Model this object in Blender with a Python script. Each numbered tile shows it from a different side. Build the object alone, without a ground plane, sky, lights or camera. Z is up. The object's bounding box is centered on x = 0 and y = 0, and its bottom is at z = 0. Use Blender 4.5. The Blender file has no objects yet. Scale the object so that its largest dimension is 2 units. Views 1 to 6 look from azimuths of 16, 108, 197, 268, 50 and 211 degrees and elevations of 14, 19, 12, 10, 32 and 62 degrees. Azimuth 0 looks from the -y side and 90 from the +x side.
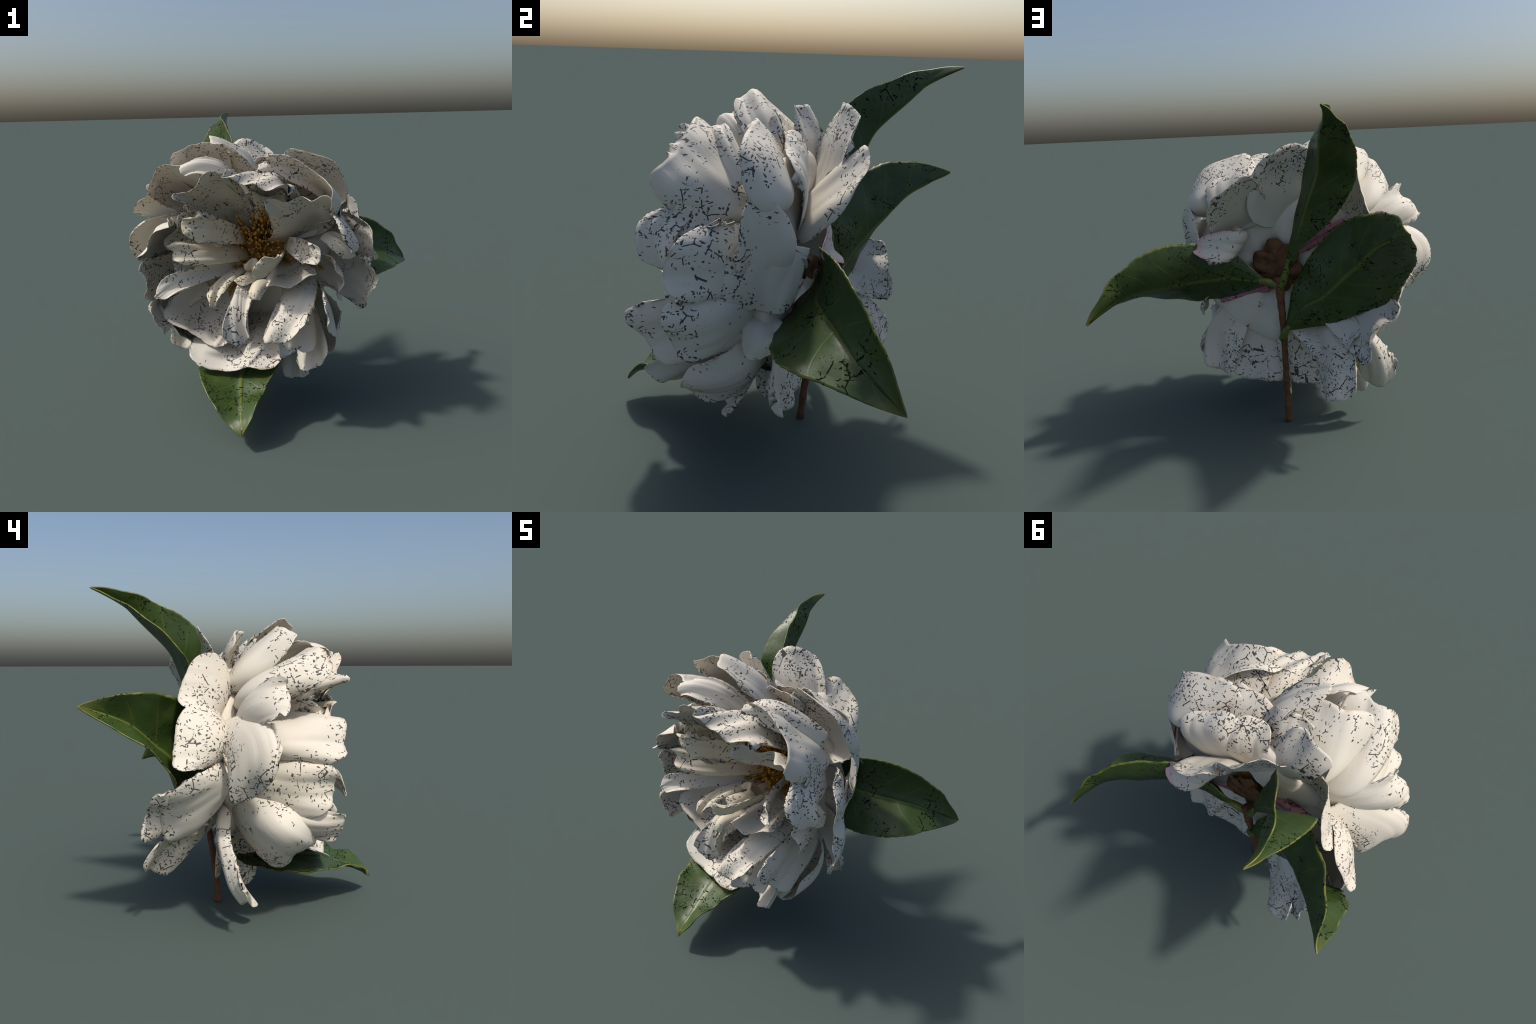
import bpy, math, random
from mathutils import Vector, noise
import numpy as np

random.seed(7)
SC = bpy.context.scene.collection


# ------------------------------------------------------------------ materials
class Nodes:
    """Small helper for writing node trees compactly."""

    def __init__(self, name):
        self.mat = bpy.data.materials.new(name)
        self.mat.use_nodes = True
        self.t = self.mat.node_tree
        self.b = self.t.nodes["Principled BSDF"]
        self.out = self.t.nodes["Material Output"]
        self.co = self.t.nodes.new("ShaderNodeTexCoord").outputs["Object"]

    def link(self, a, b):
        self.t.links.new(a, b)

    def put(self, sock, v):
        if hasattr(v, "is_linked") or isinstance(v, bpy.types.NodeSocket):
            self.link(v, sock)
        else:
            sock.default_value = v

    def mapping(self, scale=(1, 1, 1), rot=(0, 0, 0), loc=(0, 0, 0), src=None):
        n = self.t.nodes.new("ShaderNodeMapping")
        n.inputs["Scale"].default_value = scale
        n.inputs["Rotation"].default_value = rot
        n.inputs["Location"].default_value = loc
        self.link(src or self.co, n.inputs["Vector"])
        return n.outputs[0]

    def noise(self, scale, detail=2.0, rough=0.5, src=None, dist=0.0):
        n = self.t.nodes.new("ShaderNodeTexNoise")
        n.inputs["Scale"].default_value = scale
        n.inputs["Detail"].default_value = detail
        n.inputs["Roughness"].default_value = rough
        n.inputs["Distortion"].default_value = dist
        self.link(src or self.co, n.inputs["Vector"])
        return n.outputs["Fac"]

    def voronoi(self, scale, feature="F1", src=None, metric="EUCLIDEAN"):
        n = self.t.nodes.new("ShaderNodeTexVoronoi")
        n.feature = feature
        if feature != "DISTANCE_TO_EDGE":
            n.distance = metric
        n.inputs["Scale"].default_value = scale
        self.link(src or self.co, n.inputs["Vector"])
        return n

    def math(self, op, a, b=0.0, clamp=False):
        n = self.t.nodes.new("ShaderNodeMath")
        n.operation = op
        n.use_clamp = clamp
        self.put(n.inputs[0], a)
        self.put(n.inputs[1], b)
        return n.outputs[0]

    def ramp(self, fac, lo, hi):
        n = self.t.nodes.new("ShaderNodeMapRange")
        self.put(n.inputs["Value"], fac)
        n.inputs["From Min"].default_value = lo
        n.inputs["From Max"].default_value = hi
        return n.outputs[0]

    def mix(self, fac, a, b):
        n = self.t.nodes.new("ShaderNodeMix")
        n.data_type = "RGBA"
        self.put(n.inputs["Factor"], fac)
        self.put(n.inputs[6], a if not isinstance(a, tuple) else a + (1,))
        self.put(n.inputs[7], b if not isinstance(b, tuple) else b + (1,))
        return n.outputs[2]

    def channel(self, col, i):
        n = self.t.nodes.new("ShaderNodeSeparateColor")
        self.link(col, n.inputs[0])
        return n.outputs[i]

    def uv(self, name):
        """A flat coordinate that runs along (x) and across (y) the blade."""
        n = self.t.nodes.new("ShaderNodeUVMap")
        n.uv_map = name
        s = self.t.nodes.new("ShaderNodeSeparateXYZ")
        self.link(n.outputs[0], s.inputs[0])
        return n.outputs[0], s.outputs[0], s.outputs[1]

    def bump(self, height, strength, dist=0.01):
        n = self.t.nodes.new("ShaderNodeBump")
        n.inputs["Strength"].default_value = strength
        n.inputs["Distance"].default_value = dist
        self.link(height, n.inputs["Height"])
        self.link(n.outputs[0], self.b.inputs["Normal"])

    def flecks(self, size, amount, patch, extra=None):
        """Unlit inside of scan holes, painted as angular chips and broken dark lines in loose patches."""
        dark_shards = None
        gate = self.noise(patch, 2.0, 0.55, src=self.mapping((1, 1, 1), (0, 0, 0), (3.1, 1.7, 0.4)))
        if extra is not None:
            gate = self.math("ADD", gate, extra)
        wob = self.t.nodes.new("ShaderNodeVectorMath")
        wob.operation = "MULTIPLY_ADD"
        nz = self.t.nodes.new("ShaderNodeTexNoise")
        nz.inputs["Scale"].default_value = size * 0.5
        self.link(self.co, nz.inputs["Vector"])
        self.link(nz.outputs["Color"], wob.inputs[0])
        wob.inputs[1].default_value = (0.03, 0.03, 0.03)
        self.link(self.co, wob.inputs[2])
        for k, (sc, rot, thr) in enumerate([
            ((1.0, 4.2, 2.0), (0.5, 0.9, 0.2), 0.11),
            ((4.0, 1.0, 1.8), (1.3, 0.2, 0.8), 0.11),
            ((1.8, 1.0, 4.2), (0.1, 0.7, 2.0), 0.11),
            ((2.2, 2.0, 1.2), (0.9, 1.7, 0.6), 0.05),
        ]):
            v = self.voronoi(size * (1.0 + 0.2 * k), src=self.mapping(sc, rot, (k * 1.3, 0, 0), src=wob.outputs[0]))
            lim = self.math("MULTIPLY", self.ramp(gate, 0.45, 0.76), amount * thr * 1.15)
            m = self.math("LESS_THAN", self.channel(v.outputs["Color"], 0), lim)
            dark_shards = m if dark_shards is None else self.math("MAXIMUM", dark_shards, m)
        e = self.voronoi(size * 0.22, "DISTANCE_TO_EDGE", src=self.mapping((1, 1, 1), (0.4, 0.1, 0.9)))
        broken = self.noise(size * 0.9, 1.0)
        dark_line = self.math("MULTIPLY", self.math("LESS_THAN", e.outputs["Distance"], 0.024),
                          self.math("GREATER_THAN", broken, 0.50))
        dark_line = self.math("MULTIPLY", dark_line, self.math("GREATER_THAN", gate, 0.54))
        return self.math("MAXIMUM", dark_shards, dark_line)


def petal_material(name, fleck=1.0, tint=(0.70, 0.66, 0.58), stain=0.5, throat=0.0):
    m = Nodes(name)
    cloud = m.noise(5.0, 3.0)
    col = m.mix(cloud, tint, (tint[0] * 0.93, tint[1] * 0.925, tint[2] * 0.92))
    info = m.t.nodes.new("ShaderNodeObjectInfo")
    col = m.mix(m.math("MULTIPLY", info.outputs["Random"], 0.4), col, (tint[0] * 0.95, tint[1] * 0.91, tint[2] * 0.84))
    warm = m.math("MULTIPLY", m.ramp(m.noise(2.2, 2.0), 0.5, 0.75), 0.35)
    col = m.mix(warm, col, (0.69, 0.62, 0.50))
    # amber throat at the foot of the blade
    _, u, v = m.uv("blade")
    foot = m.ramp(m.math("ADD", u, m.math("MULTIPLY", m.noise(14.0, 2.0), 0.16)), 0.27, 0.06)
    col = m.mix(m.math("MULTIPLY", foot, throat), col, (0.58, 0.37, 0.13))
    # brown worn margins
    edge = m.ramp(m.math("ABSOLUTE", v), 0.955, 1.0)
    tipedge = m.ramp(u, 0.972, 1.0)
    rim = m.math("MAXIMUM", edge, tipedge)
    worn = m.math("MULTIPLY", rim, m.ramp(m.noise(9.0, 3.0), 0.55, 0.68))
    col = m.mix(m.math("MULTIPLY", worn, 0.7), col, (0.42, 0.22, 0.08))
    # scattered rusty stains
    st = m.math("MULTIPLY", m.ramp(m.noise(11.0, 4.0, 0.6), 0.72, 0.80), stain)
    col = m.mix(st, col, (0.50, 0.28, 0.10))
    if fleck > 0:
        near_rim = m.math("MULTIPLY", m.ramp(m.math("MAXIMUM", m.math("ABSOLUTE", v), u), 0.7, 1.0), 0.07)
        f = m.flecks(42.0, fleck * 0.50, 3.2, near_rim)
        col = m.mix(m.math("MULTIPLY", f, 0.94), col, (0.035, 0.032, 0.03))  # near-black paint for the shadowed interior behind missing faces
    m.link(col, m.b.inputs["Base Color"])
    m.b.inputs["Roughness"].default_value = 0.62
    m.b.inputs["Specular IOR Level"].default_value = 0.3
    uvv, _, _ = m.uv("blade")
    vein = m.noise(1.0, 3.0, 0.6, src=m.mapping((3.0, 22.0, 1.0), src=uvv))
    m.bump(m.math("ADD", m.math("MULTIPLY", vein, 1.2), m.math("MULTIPLY", m.noise(38.0, 3.0), 0.5)), 0.10, 0.01)
    tr = m.t.nodes.new("ShaderNodeBsdfTranslucent")
    m.link(col, tr.inputs["Color"])
    mx = m.t.nodes.new("ShaderNodeMixShader")
    mx.inputs[0].default_value = 0.08
    m.link(m.b.outputs[0], mx.inputs[1])
    m.link(tr.outputs[0], mx.inputs[2])
    m.link(mx.outputs[0], m.out.inputs["Surface"])
    return m


def pink_petal_material(name):
    m = petal_material(name)
    src = m.b.inputs["Base Color"].links[0].from_socket
    _, u, v = m.uv("blade")
    blush = m.ramp(m.math("ADD", u, m.math("MULTIPLY", m.noise(6.0, 2.0), 0.25)), 0.96, 1.14)
    col = m.mix(m.math("MULTIPLY", blush, 0.8), src, (0.72, 0.33, 0.40))
    m.link(col, m.b.inputs["Base Color"])
    return m


def leaf_material():
    m = Nodes("glossy_leaf_green")
    uv, u, v = m.uv("blade")
    av = m.math("ABSOLUTE", v)
    tone = m.noise(4.0, 3.0)
    col = m.mix(tone, (0.020, 0.042, 0.009), (0.044, 0.080, 0.015))
    col = m.mix(m.math("MULTIPLY", m.ramp(m.noise(9.0, 4.0, 0.6), 0.52, 0.72), 0.3), col, (0.10, 0.125, 0.022))
    # veins leaving the midrib, sloping towards the tip
    w = m.t.nodes.new("ShaderNodeTexWave")
    w.wave_type = "BANDS"
    w.bands_direction = "X"
    w.inputs["Scale"].default_value = 1.0
    w.inputs["Distortion"].default_value = 0.0
    comb = m.t.nodes.new("ShaderNodeCombineXYZ")
    slope = m.math("SUBTRACT", u, m.math("MULTIPLY", m.math("POWER", av, 0.8), 0.16))
    slope = m.math("ADD", slope, m.math("MULTIPLY", m.noise(5.0, 1.0), 0.05))
    m.link(m.math("MULTIPLY", slope, 2.4), comb.inputs[0])
    m.link(comb.outputs[0], w.inputs["Vector"])
    vein = m.math("MULTIPLY", m.ramp(w.outputs["Fac"], 0.985, 1.0), m.ramp(av, 0.97, 0.5))
    col = m.mix(m.math("MULTIPLY", vein, 0.2), col, (0.16, 0.20, 0.035))
    rib = m.ramp(av, 0.055, 0.02)
    col = m.mix(m.math("MULTIPLY", rib, 0.6), col, (0.15, 0.17, 0.03))
    rim = m.ramp(m.math("ADD", av, m.math("MULTIPLY", m.noise(40.0, 1.0), 0.03)), 0.972, 0.995)
    rim = m.math("MULTIPLY", rim, m.ramp(m.noise(13.0, 3.0), 0.35, 0.65))
    col = m.mix(m.math("MULTIPLY", rim, 0.75), col, (0.22, 0.21, 0.03))
    tip = m.ramp(u, 0.88, 1.0)
    col = m.mix(m.math("MULTIPLY", tip, 0.4), col, (0.16, 0.15, 0.03))
    f = m.flecks(46.0, 0.34, 3.6)
    col = m.mix(m.math("MULTIPLY", f, 0.95), col, (0.010, 0.012, 0.008))  # leaf gaps coloured dark where no light reaches inside the shell
    m.link(col, m.b.inputs["Base Color"])
    m.b.inputs["Roughness"].default_value = 0.42
    m.link(m.math("MULTIPLY", m.math("SUBTRACT", 1.0, f), 0.4), m.b.inputs["Specular IOR Level"])
    m.bump(m.math("ADD", m.noise(22.0, 3.0), m.math("MULTIPLY", vein, -0.6)), 0.15, 0.012)
    return m.mat


def simple_material(name, a, b, scale, rough=0.7, c=None):
    m = Nodes(name)
    col = m.mix(m.ramp(m.noise(scale, 4.0, 0.6), 0.35, 0.65), a, b)
    if c:
        col = m.mix(m.ramp(m.noise(scale * 2.3, 3.0), 0.58, 0.68), col, c)
    m.link(col, m.b.inputs["Base Color"])
    m.b.inputs["Roughness"].default_value = rough
    m.b.inputs["Specular IOR Level"].default_value = 0.3
    m.bump(m.noise(scale * 3, 3.0), 0.4, 0.01)
    return m.mat


WHITE = petal_material("white_petal").mat
INNER = petal_material("white_petal_amber_throat", 0.8, throat=0.85).mat
WHITE_CLEAN = petal_material("white_petal_clean", 0.45).mat
CREAM = petal_material("cream_petal", 0.35, (0.70, 0.63, 0.50), 0.8, 0.9).mat
PINK = pink_petal_material("pink_tipped_petal").mat
ROSE = petal_material("rose_petal_base", 0.6, (0.46, 0.20, 0.27)).mat
LEAF = leaf_material()
BARK = simple_material("reddish_brown_stem", (0.10, 0.040, 0.022), (0.17, 0.075, 0.04), 22, 0.7, (0.06, 0.05, 0.015))
CALYX = simple_material("brown_bud_scale", (0.09, 0.032, 0.015), (0.17, 0.075, 0.03), 14, 0.6, (0.08, 0.09, 0.025))
STAMEN = simple_material("orange_stamen", (0.52, 0.25, 0.035), (0.60, 0.36, 0.08), 18, 0.7, (0.36, 0.13, 0.02))
RING = simple_material("fused_petal_base", (0.69, 0.65, 0.58), (0.63, 0.57, 0.48), 6, 0.7)
HEART = simple_material("amber_flower_heart", (0.34, 0.15, 0.03), (0.46, 0.27, 0.09), 12, 0.8, (0.22, 0.08, 0.02))


# ------------------------------------------------------------------ geometry
root = bpy.data.objects.new("camellia_flower", None)
root.empty_display_size = 0.1
SC.objects.link(root)
root["label"] = "white double camellia bloom with four glossy leaves on a stem"
root["category"] = "flower"


def add_mesh(name, verts, faces, mat, uvs=None, parent=None, smooth=True):
    me = bpy.data.meshes.new(name)
    me.from_pydata([tuple(v) for v in verts], [], faces)
    if uvs is not None:
        lay = me.uv_layers.new(name="blade")
        idx = np.zeros(len(me.loops), dtype=np.int32)
        me.loops.foreach_get("vertex_index", idx)
        lay.data.foreach_set("uv", np.asarray(uvs, dtype=np.float32)[idx].ravel())
    me.materials.append(mat)
    me.polygons.foreach_set("use_smooth", [smooth] * len(me.polygons))
    me.update()
    ob = bpy.data.objects.new(name, me)
    SC.objects.link(ob)
    ob.parent = parent or root
    return ob


def sheet(name, P, UV, thick, mat, edge_thin=0.22):
    """Close a grid of points P[i][j] into a thin solid blade."""
    P = np.asarray(P, dtype=float)
    nu, nv = P.shape[:2]
    du = np.gradient(P, axis=0)
    dv = np.gradient(P, axis=1)
    N = np.cross(du, dv)
    L = np.linalg.norm(N, axis=2, keepdims=True)
    L[L < 1e-9] = 1
    N = N / L
    k = np.ones((nu, nv, 1))
    for i in range(nu):
        for j in range(nv):
            e = min(j, nv - 1 - j) / (0.22 * nv)
            f = (nu - 1 - i) / (0.16 * nu)
            k[i, j, 0] = edge_thin + (1 - edge_thin) * min(1.0, max(0.0, min(e, f)))
    A = P + N * k * thick / 2
    B = P - N * k * thick / 2
    verts = np.concatenate([A.reshape(-1, 3), B.reshape(-1, 3)])
    off = nu * nv
    faces = []
    g = lambda i, j: i * nv + j
    for i in range(nu - 1):
        for j in range(nv - 1):
            faces.append((g(i, j), g(i + 1, j), g(i + 1, j + 1), g(i, j + 1)))
            faces.append((off + g(i, j + 1), off + g(i + 1, j + 1), off + g(i + 1, j), off + g(i, j)))
    ring = [g(i, 0) for i in range(nu)] + [g(nu - 1, j) for j in range(1, nv)] + \
           [g(i, nv - 1) for i in range(nu - 2, -1, -1)] + [g(0, j) for j in range(nv - 2, 0, -1)]
    for a, b in zip(ring, ring[1:] + ring[:1]):
        faces.append((b, a, off + a, off + b))
    uv = np.asarray(UV).reshape(-1, 2)
    return add_mesh(name, verts, faces, mat, np.concatenate([uv, uv]))


def petal(foot, belly, tip, left, right, base=0.4, wide=0.6, round_=2.3, wave=0.014, notch=0.0,
          fray=0.035, mat=None, thick=0.013, nu=44, nv=36, waves=5.0):
    """One petal: a spine foot-belly-tip, and the two margins where it is widest."""
    if isinstance(foot, str):
        r, y = {"front": (0.47, 0.08), "groove": (0.47, 0.13), "back": (0.26, 0.19)}[foot]
        base = max(base, 0.6 if foot == "back" else 0.8)
        dx, dz = belly[0] + 0.03, belly[2] - 1.04
        d = math.hypot(dx, dz)
        foot = (-0.03 + dx / d * r, y, 1.04 + dz / d * r)
    foot, belly, tip, left, right = [np.array(q, dtype=float) for q in (foot, belly, tip, left, right)]
    H = (right - left) / 2
    Q = (right + left) / 2 - belly
    seed = random.uniform(0, 90)
    P = np.zeros((nu, nv, 3))
    UV = np.zeros((nu, nv, 2))
    a = wide
    round_ = min(round_, 2.3)
    width = np.linalg.norm(H)
    for i in range(nu):
        k = i / (nu - 1)
        for j in range(nv):
            w = -1 + 2 * j / (nv - 1)
            w = math.sin(w * math.pi / 2) * 0.6 + w * 0.4
            # rows run parallel to the rounded tip margin
            s = k * (a + (1 - a) * (1 - min(1.0, abs(w)) ** round_) ** (1 / round_))
            l0 = (s - a) * (s - 1) / a
            l1 = s * (s - 1) / (a * (a - 1))
            l2 = s * (s - a) / (1 - a)
            S = foot * l0 + belly * l1 + tip * l2
            f = base + (1 - base) * math.sin(min(1.0, s / a) * math.pi / 2) ** 1.1
            fr = 1 + fray * (noise.noise((seed, w * 1.5 + math.copysign(2, w), s * 7)) +
                             0.6 * noise.noise((seed + 9, w * 3, s * 19)) + 0.35 * noise.noise((seed + 3, w * 3, s * 45))) * abs(w)
            q = f * w * fr
            p = S + H * q + Q * q * q
            # margin of the tip: frayed and sometimes notched
            back = notch * math.exp(-(w / 0.28) ** 2) + fray * 0.9 * (noise.noise((seed, w * 4.0, 1.7)) + 0.5 * noise.noise((seed, w * 13.0, 4.7)))
            p = p + (foot - tip) * back * k ** 5 * 0.6 * (1 - w * w)
            P[i, j] = p
            UV[i, j] = (k, w)
    du = np.gradient(P, axis=0)
    dv = np.gradient(P, axis=1)
    N = np.cross(du, dv)
    L = np.linalg.norm(N, axis=2, keepdims=True)
    L[L < 1e-9] = 1
    N /= L
    for i in range(nu):
        for j in range(nv):
            s, w = UV[i, j]
            d = wave * (math.sin(w * waves + seed) * s * s * (0.3 + 0.7 * abs(w)) * 1.7 +
                        1.2 * noise.noise(Vector(P[i, j]) * 5.0 + Vector((seed, 0, 0))) * min(1, 2 * s) +
                        0.5 * noise.noise((w * 3.2 + seed, s * 1.3, seed)) * min(1, 2.5 * s) +
                        0.13 * noise.noise((w * 8.0 + seed, s * 2.2, seed + 5)) * min(1, 2.5 * s))
            P[i, j] += N[i, j] * d
    if mat is None:
        mat = INNER if math.hypot(foot[0] + 0.02, foot[2] - 1.04) < 0.26 and foot[1] < 0.07 else WHITE
    return sheet("petal", P, UV, thick, mat)


def spline(points, n):
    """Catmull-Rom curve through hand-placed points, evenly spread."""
    p = [np.array(q, dtype=float) for q in points]
    p = [2 * p[0] - p[1]] + p + [2 * p[-1] - p[-2]]
    dense = []
    for i in range(1, len(p) - 2):
        for t in np.linspace(0, 1, 24, endpoint=False):
            a, b, c, d = p[i - 1:i + 3]
            dense.append(0.5 * (2 * b + (c - a) * t + (2 * a - 5 * b + 4 * c - d) * t * t + (3 * b - a - 3 * c + d) * t ** 3))
    dense.append(p[-2])
    dense = np.array(dense)
    cum = np.concatenate([[0], np.cumsum(np.linalg.norm(np.diff(dense, axis=0), axis=1))])
    x = np.linspace(0, cum[-1], n)
    return np.stack([np.interp(x, cum, dense[:, k]) for k in range(3)], axis=1)


def leaf(margin_a, rib, margin_b, teeth=26, nu=110, nv=33, thick=0.014, cup=(0.01, 0.01)):
    A, M, B = spline(margin_a, nu), spline(rib, nu), spline(margin_b, nu)
    seed = random.uniform(0, 50)
    P = np.zeros((nu, nv, 3))
    UV = np.zeros((nu, nv, 2))
    for i in range(nu):
        u = i / (nu - 1)
        tooth = ((u * teeth) % 1.0)
        tooth = (0.5 - tooth) * 0.022 * min(1, 4 * u, 6 * (1 - u))
        n = np.cross(B[i] - A[i], M[min(i + 1, nu - 1)] - M[max(i - 1, 0)])
        ln = np.linalg.norm(n)
        n = n / ln if ln > 1e-9 else n
        for j in range(nv):
            w = -1 + 2 * j / (nv - 1)
            E = A[i] if w < 0 else B[i]
            k = abs(w)
            d = E - M[i]
            q = M[i] + d * (k + tooth * k ** 6)
            bow = (cup[0] if w < 0 else cup[1]) * 4 * k * (1 - k) * np.linalg.norm(d) / 0.25
            q = q + n * (bow + 0.010 * noise.noise(Vector(q) * 7 + Vector((seed, 0, 0)))
                         + 0.006 * k * k * math.sin(u * 40 + seed)
                         - 0.008 * math.exp(-(k / 0.05) ** 2))
            P[i, j] = q
            UV[i, j] = (u, w)
    return sheet("leaf", P, UV, thick, LEAF, 0.5)


def tube(name, points, radii, mat, n=40, m=18, knob=0.0, parent=None):
    C = spline(points, n)
    verts, faces = [], []
    R = np.interp(np.linspace(0, 1, n), np.linspace(0, 1, len(radii)), radii)
    for i in range(n):
        t = C[min(i + 1, n - 1)] - C[max(i - 1, 0)]
        t = t / np.linalg.norm(t)
        a = np.cross(t, (0.3, 1, 0.1))
        a /= np.linalg.norm(a)
        b = np.cross(t, a)
        for j in range(m):
            th = 2 * math.pi * j / m
            d = a * math.cos(th) + b * math.sin(th)
            r = R[i] * (1 + knob * noise.noise(Vector(C[i] + d * 0.03) * 22))
            verts.append(C[i] + d * r)
    for i in range(n - 1):
        for j in range(m):
            faces.append((i * m + j, i * m + (j + 1) % m, (i + 1) * m + (j + 1) % m, (i + 1) * m + j))
    faces.append(tuple(range(m - 1, -1, -1)))
    faces.append(tuple((n - 1) * m + j for j in range(m)))
    return add_mesh(name, verts, faces, mat, parent=parent)


def lump(name, centre, radii, mat, rough=0.12, freq=4.0, rings=40, segs=56, tilt=None):
    verts, faces = [], []
    c = Vector(centre)
    for i in range(rings + 1):
        th = math.pi * i / rings
        for j in range(segs):
            ph = 2 * math.pi * j / segs
            d = Vector((math.sin(th) * math.cos(ph), math.cos(th), math.sin(th) * math.sin(ph)))
            k = 1 + rough * noise.noise(d * freq + c * 3)
            v = Vector((d.x * radii[0], d.y * radii[1], d.z * radii[2])) * k
            if tilt:
                v.rotate(tilt)
            verts.append(c + v)
    for i in range(rings):
        for j in range(segs):
            faces.append((i * segs + j, i * segs + (j + 1) % segs, (i + 1) * segs + (j + 1) % segs, (i + 1) * segs + j))
    return add_mesh(name, verts, faces, mat)


# ---------------------------------------------------------------- leaves, stem
# upper leaf, arching back over the bloom
leaf([(-0.125, 0.30, 1.03), (-0.15, 0.29, 1.20), (-0.185, 0.27, 1.353), (-0.243, 0.27, 1.576), (-0.29, 0.295, 1.765), (-0.345, 0.37, 1.85),
      (-0.43, 0.52, 1.922), (-0.515, 0.70, 1.978), (-0.50, 0.867, 1.993)],
     [(-0.125, 0.30, 1.03), (-0.25, 0.355, 1.36), (-0.351, 0.436, 1.592), (-0.40, 0.53, 1.73), (-0.441, 0.65, 1.86), (-0.467, 0.713, 1.909), (-0.50, 0.867, 1.993)],
     [(-0.125, 0.30, 1.03), (-0.242, 0.32, 1.203), (-0.387, 0.33, 1.328), (-0.52, 0.335, 1.49), (-0.575, 0.357, 1.62), (-0.597, 0.467, 1.753),
      (-0.584, 0.607, 1.86), (-0.56, 0.708, 1.921), (-0.50, 0.867, 1.993)], cup=(-0.006, -0.006))
# leaf sweeping out to the right of the bloom
leaf([(0.0, 0.30, 0.97), (0.072, 0.31, 1.045), (0.175, 0.33, 1.135), (0.30, 0.35, 1.20), (0.427, 0.383, 1.228), (0.536, 0.462, 1.229),
      (0.653, 0.532, 1.211), (0.75, 0.616, 1.152), (0.825, 0.687, 1.077), (0.867, 0.748, 1.004), (0.942, 0.846, 0.816)],
     [(0.0, 0.30, 0.97), (0.222, 0.33, 0.997), (0.451, 0.385, 0.979), (0.637, 0.50, 0.963), (0.744, 0.57, 0.951), (0.837, 0.646, 0.922), (0.942, 0.846, 0.816)],
     [(0.0, 0.30, 0.97), (0.10, 0.26, 0.915), (0.328, 0.20, 0.83), (0.53, 0.195, 0.803), (0.70, 0.252, 0.824), (0.798, 0.31, 0.845),
      (0.881, 0.414, 0.864), (0.906, 0.511, 0.864), (0.944, 0.684, 0.844), (0.942, 0.846, 0.816)], cup=(-0.03, -0.008))
# broad leaf behind, folded along the rib
leaf([(-0.11, 0.285, 0.66), (-0.13, 0.28, 0.80), (-0.164, 0.275, 0.926), (-0.235, 0.28, 1.07), (-0.343, 0.29, 1.218), (-0.446, 0.31, 1.315),
      (-0.546, 0.34, 1.375), (-0.633, 0.398, 1.405), (-0.687, 0.452, 1.42), (-0.74, 0.525, 1.435), (-0.82, 0.63, 1.435), (-0.875, 0.79, 1.405), (-0.913, 0.861, 1.377)],
     [(-0.11, 0.30, 0.66), (-0.239, 0.33, 0.828), (-0.366, 0.373, 0.906), (-0.52, 0.467, 1.058), (-0.607, 0.539, 1.141), (-0.70, 0.63, 1.246), (-0.788, 0.722, 1.31), (-0.913, 0.861, 1.377)],
     [(-0.11, 0.30, 0.66), (-0.273, 0.33, 0.702), (-0.42, 0.35, 0.745), (-0.565, 0.37, 0.809), (-0.748, 0.39, 0.899), (-0.83, 0.41, 1.0), (-0.885, 0.46, 1.095),
      (-0.917, 0.562, 1.189), (-0.925, 0.72, 1.286), (-0.913, 0.861, 1.377)], cup=(0.010, 0.004))
# low leaf reaching forward under the bloom
leaf([(-0.07, 0.08, 0.30), (-0.20, 0.0, 0.30), (-0.31, -0.15, 0.30), (-0.365, -0.33, 0.30), (-0.355, -0.43, 0.302), (-0.308, -0.533, 0.304), (-0.235, -0.654, 0.291),
      (-0.161, -0.739, 0.258), (-0.084, -0.796, 0.197), (-0.011, -0.825, 0.145), (0.075, -0.864, 0.106)],
     [(-0.07, 0.08, 0.30), (-0.06, -0.10, 0.315), (-0.045, -0.30, 0.31), (-0.036, -0.481, 0.294), (-0.011, -0.584, 0.255), (0.014, -0.664, 0.229),
      (0.039, -0.743, 0.193), (0.058, -0.807, 0.167), (0.075, -0.864, 0.106)],
     [(-0.07, 0.08, 0.30), (0.07, 0.02, 0.36), (0.17, -0.12, 0.41), (0.225, -0.28, 0.43), (0.21, -0.40, 0.41), (0.175, -0.525, 0.345), (0.15, -0.62, 0.29),
      (0.14, -0.73, 0.262), (0.12, -0.81, 0.20), (0.075, -0.864, 0.106)], cup=(0.01, 0.01))

tube("stem", [(-0.074, 0.205, 0.0), (-0.078, 0.225, 0.25), (-0.085, 0.262, 0.55), (-0.085, 0.285, 0.80), (-0.075, 0.285, 1.0)],
     [0.023, 0.021, 0.021, 0.022, 0.032], BARK, 60, 20, 0.25)
tube("leaf_stalk", [(-0.08, 0.275, 0.60), (-0.105, 0.30, 0.65), (-0.14, 0.315, 0.70)], [0.026, 0.024, 0.014], LEAF, 16, 12)
tube("leaf_stalk", [(-0.078, 0.225, 0.27), (-0.075, 0.16, 0.30), (-0.07, 0.06, 0.305)], [0.02, 0.016, 0.012], LEAF, 16, 12)
tube("leaf_stalk", [(-0.08, 0.29, 0.93), (-0.115, 0.30, 1.0), (-0.15, 0.305, 1.12)], [0.026, 0.024, 0.012], LEAF, 16, 12)
tube("leaf_stalk", [(-0.07, 0.29, 0.95), (0.0, 0.30, 0.972), (0.08, 0.31, 0.985)], [0.026, 0.024, 0.012], LEAF, 16, 12)

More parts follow.
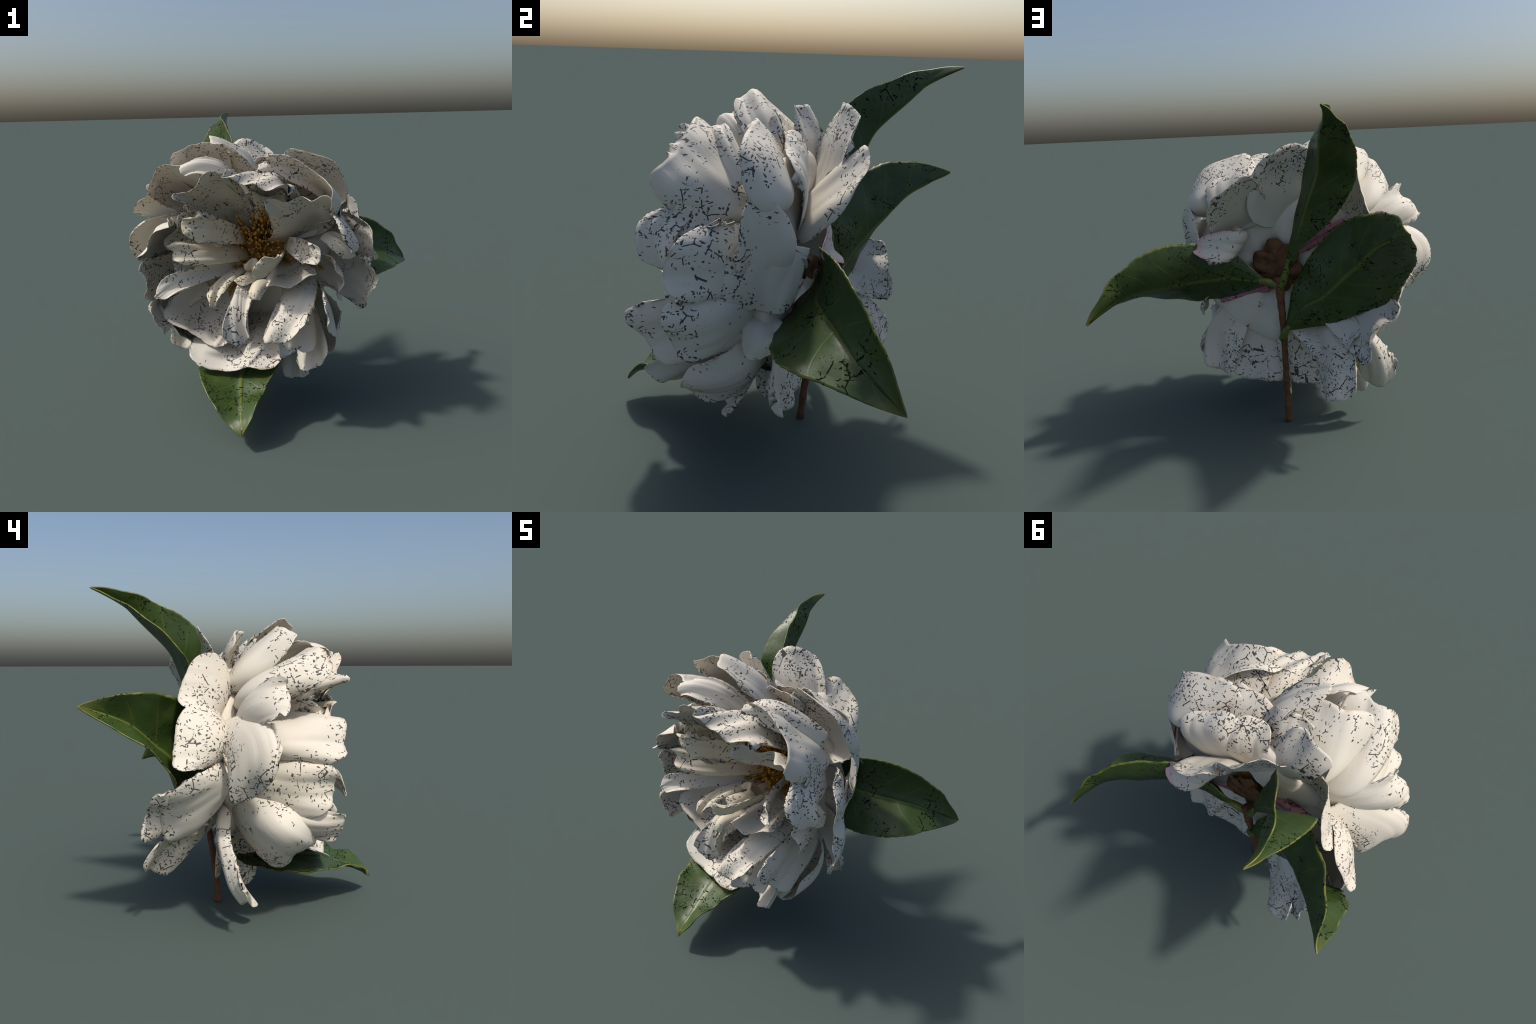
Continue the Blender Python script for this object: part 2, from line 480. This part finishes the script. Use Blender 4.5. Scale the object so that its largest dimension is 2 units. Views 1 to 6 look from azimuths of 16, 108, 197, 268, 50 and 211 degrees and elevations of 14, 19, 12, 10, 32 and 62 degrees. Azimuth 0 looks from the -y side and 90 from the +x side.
# ------------------------------------------------------------------ calyx, heart
lump("calyx", (-0.05, 0.19, 1.06), (0.095, 0.035, 0.11), CALYX, 0.25, 2.5)
for k in range(6):
    a = k * 1.05 + 0.3
    cx, cz = -0.05 + 0.07 * math.cos(a), 1.06 + 0.075 * math.sin(a)
    o = (math.cos(a), math.sin(a))
    petal((cx - o[0] * 0.08, 0.225, cz - o[1] * 0.08), (cx, 0.23, cz), (cx + o[0] * 0.10, 0.22, cz + o[1] * 0.10),
          (cx - o[1] * 0.07, 0.225, cz + o[0] * 0.07), (cx + o[1] * 0.07, 0.225, cz - o[0] * 0.07),
          mat=CALYX, nu=16, nv=12, wave=0.014, thick=0.012).name = "sepal"
lump("flower_heart", (-0.02, 0.11, 1.04), (0.29, 0.06, 0.27), HEART, 0.2, 2.0)

# fleshy ring in which the petal bases are fused
ring_v, ring_f = [], []
RU, RV = 96, 40
for i in range(RU):
    a = 2 * math.pi * i / RU
    for j in range(RV):
        th = 2 * math.pi * j / RV
        d = Vector((math.cos(a), 0, math.sin(a)))
        k = 1 + 0.22 * noise.noise(d * 2.6 + Vector((0, math.sin(th), 5))) + 0.05 * math.sin(a * 11)
        rr = 0.33 + 0.20 * k * math.cos(th)
        ring_v.append(Vector((-0.03, 0.12, 1.04)) + d * rr + Vector((0, 0.09 * k * math.sin(th), 0)))
for i in range(RU):
    for j in range(RV):
        ring_f.append((i * RV + j, i * RV + (j + 1) % RV, ((i + 1) % RU) * RV + (j + 1) % RV, ((i + 1) % RU) * RV + j))
add_mesh("petal_base_ring", ring_v, ring_f, RING)

# stamens: short filaments with a lumpy anther, fanned out of the heart
fil_v, fil_f = [], []


def strand(a, b, r, rt):
    a, b = Vector(a), Vector(b)
    t = (b - a).normalized()
    x = t.orthogonal().normalized()
    y = t.cross(x)
    n0 = len(fil_v)
    for k, (q, rr) in enumerate([(0, r), (0.5, r * 0.8), (0.82, r * 0.8), (0.88, rt), (0.96, rt), (1.0, rt * 0.4)]):
        mid = a.lerp(b, q) + x * 0.02 * math.sin(q * 3)
        for j in range(6):
            th = j * math.pi / 3
            fil_v.append(mid + (x * math.cos(th) + y * math.sin(th)) * rr)
    for k in range(5):
        for j in range(6):
            fil_f.append((n0 + k * 6 + j, n0 + k * 6 + (j + 1) % 6, n0 + (k + 1) * 6 + (j + 1) % 6, n0 + (k + 1) * 6 + j))
    fil_f.append(tuple(n0 + 30 + j for j in range(6)))


clumps = [(random.uniform(-0.22, 0.22), random.uniform(-0.17, 0.17)) for k in range(9)] + [(0.0, 0.0), (0.06, 0.12)]
for k in range(560):
    cx, cz = random.choice(clumps)
    ox, oz = cx + random.gauss(0, 0.045), cz + random.gauss(0, 0.045)
    r = math.hypot(ox, oz) / 0.22
    b = (-0.01 + ox * 0.7, 0.11, 1.04 + oz * 0.7)
    e = (-0.01 + ox * random.uniform(1.1, 1.7) + random.gauss(0, 0.03), 0.03 - 0.12 * random.random() - 0.05 * r, 1.05 + oz * random.uniform(1.1, 1.6) + random.gauss(0, 0.03))
    strand(b, e, 0.005, random.uniform(0.005, 0.010))
st = add_mesh("stamens", fil_v, fil_f, STAMEN)
st["kind"] = "stuff"

# ------------------------------------------------------------------ petals
# crown, upper front rows
petal("front", (-0.45, 0.06, 1.57), (-0.39, -0.18, 1.785), (-0.55, -0.20, 1.64), (-0.20, -0.06, 1.70), base=0.6, wide=0.62, round_=3, wave=0.014)
petal((0.10, 0.06, 1.38), (-0.06, -0.07, 1.69), (-0.28, -0.23, 1.82), (-0.06, -0.20, 1.68), (-0.14, -0.01, 1.72), base=0.7, wide=0.55, round_=3, wave=0.016)
petal("front", (-0.19, 0.06, 1.58), (-0.18, -0.04, 1.74), (-0.34, -0.02, 1.60), (-0.02, 0.0, 1.62), base=0.8, round_=3)
petal((-0.10, 0.13, 1.40), (-0.28, 0.155, 1.58), (-0.345, 0.055, 1.765), (-0.19, 0.06, 1.68), (-0.475, 0.135, 1.63), base=0.8, wide=0.62, round_=3.2)
petal("front", (-0.63, -0.08, 1.51), (-0.52, -0.39, 1.66), (-0.67, -0.36, 1.47), (-0.34, -0.30, 1.62), base=0.5, wide=0.62, round_=3.2, wave=0.018)
petal((-0.02, -0.06, 1.38), (-0.20, -0.29, 1.65), (-0.40, -0.45, 1.66), (-0.22, -0.39, 1.60), (-0.22, -0.24, 1.69), base=0.7, wide=0.55, round_=3, wave=0.018)
petal((-0.12, 0.05, 1.15), (-0.25, -0.10, 1.40), (-0.32, -0.525, 1.535), (-0.38, -0.46, 1.42), (-0.08, -0.45, 1.59), base=0.4, round_=2.6, wave=0.018)
petal((0.08, 0.0, 1.25), (0.12, -0.25, 1.57), (0.02, -0.53, 1.58), (-0.06, -0.45, 1.62), (0.30, -0.35, 1.51), base=0.6, wide=0.62, round_=3, wave=0.02, waves=9)
petal((0.04, 0.05, 1.16), (0.06, -0.05, 1.42), (0.08, -0.22, 1.47), (-0.08, -0.20, 1.42), (0.22, -0.18, 1.45), base=0.6, round_=3, wave=0.02)
petal("front", (0.47, -0.07, 1.47), (0.43, -0.30, 1.63), (0.10, -0.27, 1.66), (0.52, -0.33, 1.38), base=0.5, wide=0.60, round_=2.6, wave=0.018)
petal((0.15, 0.05, 1.10), (0.36, -0.03, 1.26), (0.29, -0.30, 1.45), (0.12, -0.40, 1.38), (0.52, -0.33, 1.40), base=0.5, wide=0.66, round_=3, wave=0.022, waves=8)
petal("front", (0.43, 0.22, 1.50), (0.33, 0.0, 1.725), (0.14, 0.04, 1.59), (0.57, 0.09, 1.46), base=0.9, wide=0.58, round_=2.8, wave=0.014)
petal("front", (0.12, 0.08, 1.58), (0.10, -0.06, 1.70), (-0.04, -0.02, 1.60), (0.24, -0.02, 1.62), base=0.8, round_=3)
# back, upper
petal("back", (-0.03, 0.29, 1.48), (-0.187, 0.345, 1.795), (0.05, 0.39, 1.56), (-0.26, 0.18, 1.59), base=0.8, round_=2.4)
petal("back", (0.17, 0.28, 1.36), (0.14, 0.51, 1.575), (0.33, 0.36, 1.29), (-0.02, 0.34, 1.52), base=0.9, round_=2.6)
petal("back", (0.22, 0.38, 1.20), (0.42, 0.385, 1.22), (0.16, 0.36, 1.30), (0.28, 0.44, 1.12), base=0.5, round_=2.6, mat=PINK)
petal((-0.12, 0.22, 1.14), (-0.30, 0.25, 1.25), (-0.50, 0.29, 1.36), (-0.34, 0.22, 1.31), (-0.26, 0.22, 1.18), base=0.6, mat=ROSE)
petal((0.02, 0.20, 0.90), (0.22, 0.215, 0.86), (0.34, 0.24, 0.82), (0.22, 0.19, 0.90), (0.22, 0.19, 0.82), base=0.6, mat=ROSE, nu=24, nv=18)
# right flank
petal("front", (0.55, 0.16, 1.18), (0.56, 0.13, 1.46), (0.63, 0.06, 1.17), (0.45, 0.30, 1.18), base=0.6, round_=2.6, wave=0.02)
petal("front", (0.64, 0.0, 1.18), (0.77, -0.21, 1.18), (0.60, -0.02, 1.345), (0.70, -0.06, 1.03), base=0.5, round_=2.8)
petal((0.48, -0.18, 1.38), (0.61, -0.34, 1.26), (0.655, -0.31, 1.12), (0.60, -0.43, 1.27), (0.64, -0.23, 1.23), base=0.5, round_=2.6)
petal("front", (0.68, -0.02, 0.90), (0.775, -0.20, 0.87), (0.74, -0.13, 1.04), (0.64, -0.08, 0.73), base=0.6, round_=3.6)
petal((0.18, 0.0, 1.12), (0.35, -0.31, 1.14), (0.48, -0.43, 1.12), (0.38, -0.39, 1.20), (0.34, -0.37, 1.07), base=0.7, round_=2.4, wave=0.012)
petal((0.45, -0.10, 1.20), (0.57, -0.22, 1.16), (0.64, -0.18, 1.07), (0.54, -0.27, 1.12), (0.62, -0.16, 1.18), base=0.8)
petal((0.30, 0.0, 1.0), (0.52, -0.10, 0.98), (0.58, -0.30, 0.95), (0.50, -0.25, 1.08), (0.54, -0.18, 0.84), base=0.8)
petal((0.50, 0.20, 1.25), (0.53, 0.15, 1.05), (0.50, 0.12, 0.91), (0.64, -0.02, 1.05), (0.44, 0.29, 1.02), base=0.9)
petal((0.10, 0.20, 1.30), (0.22, 0.23, 1.57), (0.20, 0.13, 1.66), (0.04, 0.16, 1.58), (0.38, 0.25, 1.49), base=0.9)
petal((0.44, 0.0, 1.48), (0.23, -0.21, 1.65), (0.06, -0.31, 1.645), (0.19, -0.28, 1.58), (0.21, -0.15, 1.70), base=0.8, wide=0.55, wave=0.016)
# lower right
petal("front", (0.48, -0.22, 0.77), (0.53, -0.45, 0.67), (0.51, -0.48, 0.86), (0.52, -0.22, 0.60), base=0.6, round_=2.6)
petal("front", (0.38, -0.20, 0.54), (0.46, -0.42, 0.41), (0.50, -0.38, 0.58), (0.30, -0.32, 0.40), base=0.5, round_=2.6)
petal("front", (0.46, 0.0, 0.50), (0.49, -0.27, 0.42), (0.56, -0.08, 0.65), (0.36, -0.08, 0.34), base=0.5, round_=2.2)
petal((0.10, 0.12, 0.62), (0.22, -0.03, 0.34), (0.24, -0.14, 0.175), (0.14, -0.10, 0.28), (0.34, -0.06, 0.28), base=0.5, round_=2.4)
petal("front", (0.50, 0.15, 0.80), (0.53, 0.12, 0.68), (0.52, 0.05, 0.80), (0.46, 0.24, 0.80), base=0.5, round_=2.4)
# lower back
petal("back", (0.40, 0.18, 0.62), (0.40, 0.23, 0.335), (0.50, 0.20, 0.53), (0.24, 0.22, 0.46), base=0.55, round_=2.8, wave=0.018)
petal("back", (0.12, 0.16, 0.58), (0.08, 0.20, 0.27), (0.34, 0.20, 0.46), (-0.12, 0.18, 0.46), base=0.5, round_=3, mat=WHITE_CLEAN)
petal("back", (-0.22, 0.17, 0.55), (-0.24, 0.19, 0.27), (-0.02, 0.19, 0.44), (-0.44, 0.19, 0.44), base=0.5, round_=3)
petal((-0.25, 0.12, 0.78), (-0.43, 0.42, 0.60), (-0.46, 0.585, 0.355), (-0.59, 0.54, 0.55), (-0.33, 0.38, 0.42), base=0.7, round_=2.6)
petal("back", (-0.60, 0.39, 0.78), (-0.70, 0.57, 0.78), (-0.80, 0.43, 0.92), (-0.60, 0.55, 0.61), base=0.6, round_=3.2)
petal((-0.03, 0.08, 0.62), (-0.03, 0.04, 0.33), (-0.03, 0.04, 0.105), (-0.03, 0.12, 0.27), (-0.03, -0.06, 0.27), base=0.8, round_=2.6)
petal((-0.20, 0.20, 0.82), (-0.42, 0.29, 0.69), (-0.55, 0.48, 0.66), (-0.52, 0.36, 0.80), (-0.34, 0.40, 0.52), base=0.9)
# left flank, back row
petal("groove", (-0.57, 0.20, 1.45), (-0.62, 0.37, 1.48), (-0.54, 0.19, 1.64), (-0.67, 0.30, 1.33), base=0.6, wide=0.6, round_=4, wave=0.006)
petal("groove", (-0.74, 0.20, 1.20), (-0.81, 0.40, 1.18), (-0.66, 0.28, 1.37), (-0.86, 0.31, 1.04), base=0.55, round_=2.8, wave=0.008)
petal("groove", (-0.73, 0.24, 0.85), (-0.66, 0.50, 0.72), (-0.82, 0.31, 1.0), (-0.60, 0.34, 0.62), base=0.5, round_=2.6)
# left flank, front rows
petal((-0.55, 0.10, 1.28), (-0.89, -0.01, 1.14), (-0.80, 0.04, 0.86), (-0.94, -0.14, 1.16), (-0.76, 0.13, 1.04), base=1.0, wide=0.52)
petal("front", (-0.77, -0.04, 1.40), (-0.80, -0.20, 1.43), (-0.73, -0.11, 1.50), (-0.88, -0.11, 1.31), base=0.5, round_=2.8)
petal("front", (-0.65, -0.10, 1.19), (-0.63, -0.53, 1.18), (-0.46, -0.33, 1.32), (-0.67, -0.32, 1.05), base=0.5, wide=0.46, round_=2.6, wave=0.016)
petal("front", (-0.67, -0.12, 0.93), (-0.69, -0.46, 0.92), (-0.68, -0.29, 1.06), (-0.66, -0.26, 0.75), base=0.5, wide=0.46, round_=2.8)
petal("front", (-0.75, -0.14, 0.65), (-0.44, -0.33, 0.465), (-0.66, -0.31, 0.76), (-0.48, -0.08, 0.46), base=0.5, wide=0.5, round_=2.8)
petal((-0.40, -0.05, 0.80), (-0.67, -0.29, 0.70), (-0.59, -0.53, 0.66), (-0.66, -0.44, 0.77), (-0.56, -0.40, 0.57), base=0.5, round_=2.6)
petal((-0.42, 0.16, 0.76), (-0.63, 0.17, 0.48), (-0.63, 0.06, 0.235), (-0.76, 0.07, 0.40), (-0.54, 0.11, 0.40), base=0.7)
petal((-0.40, 0.12, 0.45), (-0.48, 0.06, 0.28), (-0.50, -0.03, 0.135), (-0.58, 0.04, 0.26), (-0.41, 0.02, 0.23), base=0.7, round_=1.8)
# lower front
petal("front", (-0.05, -0.24, 0.49), (-0.08, -0.51, 0.37), (-0.42, -0.36, 0.45), (0.22, -0.40, 0.50), base=0.45, wide=0.62, round_=2.6, wave=0.018)
petal((-0.12, 0.08, 0.88), (-0.38, -0.13, 0.61), (-0.34, -0.38, 0.50), (-0.60, -0.32, 0.73), (-0.10, -0.36, 0.56), base=0.5, round_=3)
petal((0.22, -0.05, 0.88), (0.32, -0.36, 0.60), (0.32, -0.46, 0.49), (0.22, -0.50, 0.56), (0.44, -0.38, 0.60), base=0.5, round_=2.6, notch=0.12)
petal((0.30, -0.10, 0.92), (0.29, -0.44, 0.80), (0.19, -0.58, 0.60), (0.18, -0.47, 0.75), (0.42, -0.50, 0.76), base=0.8, wide=0.58, round_=2.6, wave=0.02)
petal((-0.05, 0.0, 0.94), (-0.06, -0.37, 0.79), (-0.02, -0.51, 0.53), (-0.11, -0.56, 0.69), (0.03, -0.45, 0.73), base=0.7, round_=1.7, wave=0.018)
# inner petals round the heart
petal((-0.12, 0.04, 1.14), (-0.24, -0.37, 1.28), (-0.40, -0.465, 1.28), (-0.25, -0.44, 1.365), (-0.22, -0.38, 1.17), base=0.6, wide=0.5, round_=3, mat=CREAM)
petal((-0.15, 0.0, 1.12), (-0.42, -0.16, 1.25), (-0.52, -0.38, 1.22), (-0.38, -0.32, 1.36), (-0.52, -0.30, 1.10), base=0.5, round_=2.6)
petal((-0.12, 0.04, 1.02), (-0.34, -0.40, 1.11), (-0.49, -0.465, 1.12), (-0.40, -0.40, 1.18), (-0.32, -0.42, 1.03), base=0.7, wide=0.55, round_=3, wave=0.015, mat=CREAM)
petal((-0.15, -0.02, 0.96), (-0.36, -0.20, 1.02), (-0.52, -0.36, 1.01), (-0.44, -0.32, 1.09), (-0.42, -0.30, 0.92), base=0.5, round_=2.6)
petal((-0.14, 0.02, 0.94), (-0.38, -0.38, 0.94), (-0.585, -0.545, 0.83), (-0.40, -0.43, 1.0), (-0.36, -0.46, 0.90), base=0.6, wide=0.45, round_=1.6, wave=0.015)
petal((-0.12, 0.0, 0.92), (-0.20, -0.36, 0.89), (-0.225, -0.46, 0.76), (-0.25, -0.41, 0.88), (-0.15, -0.41, 0.86), base=0.6, round_=1.8, mat=CREAM)
petal((0.12, 0.0, 1.02), (0.18, -0.42, 1.05), (0.10, -0.57, 1.09), (0.12, -0.46, 0.98), (0.24, -0.50, 1.14), base=0.5, wide=0.5, round_=2.6, mat=CREAM)
petal((0.14, 0.02, 0.98), (0.27, -0.30, 0.94), (0.30, -0.46, 0.95), (0.12, -0.40, 0.93), (0.42, -0.32, 1.01), base=0.5, round_=3)
petal((0.11, -0.30, 0.91), (0.08, -0.48, 0.925), (0.085, -0.535, 0.86), (0.035, -0.48, 0.89), (0.13, -0.48, 0.89), base=0.7, mat=CREAM, thick=0.03, nu=20, nv=16)
petal((-0.03, 0.0, 0.90), (-0.035, -0.18, 0.96), (0.0, -0.20, 1.04), (-0.08, -0.19, 0.98), (0.02, -0.19, 0.95), base=0.8, round_=2.0, mat=CREAM, thick=0.03, nu=20, nv=16)
petal((-0.02, 0.0, 0.88), (-0.03, -0.24, 0.91), (-0.05, -0.33, 0.89), (-0.12, -0.26, 0.90), (0.04, -0.26, 0.90), base=0.8, mat=CREAM, nu=20, nv=16)
# overlapping fillers in the groove and on the right flank
petal((-0.05, 0.18, 1.36), (0.02, 0.17, 1.58), (0.0, 0.06, 1.67), (-0.13, 0.13, 1.58), (0.17, 0.19, 1.57), base=0.9)
petal((0.44, 0.0, 1.30), (0.56, -0.12, 1.30), (0.58, -0.27, 1.30), (0.51, -0.16, 1.41), (0.58, -0.15, 1.20), base=0.8)
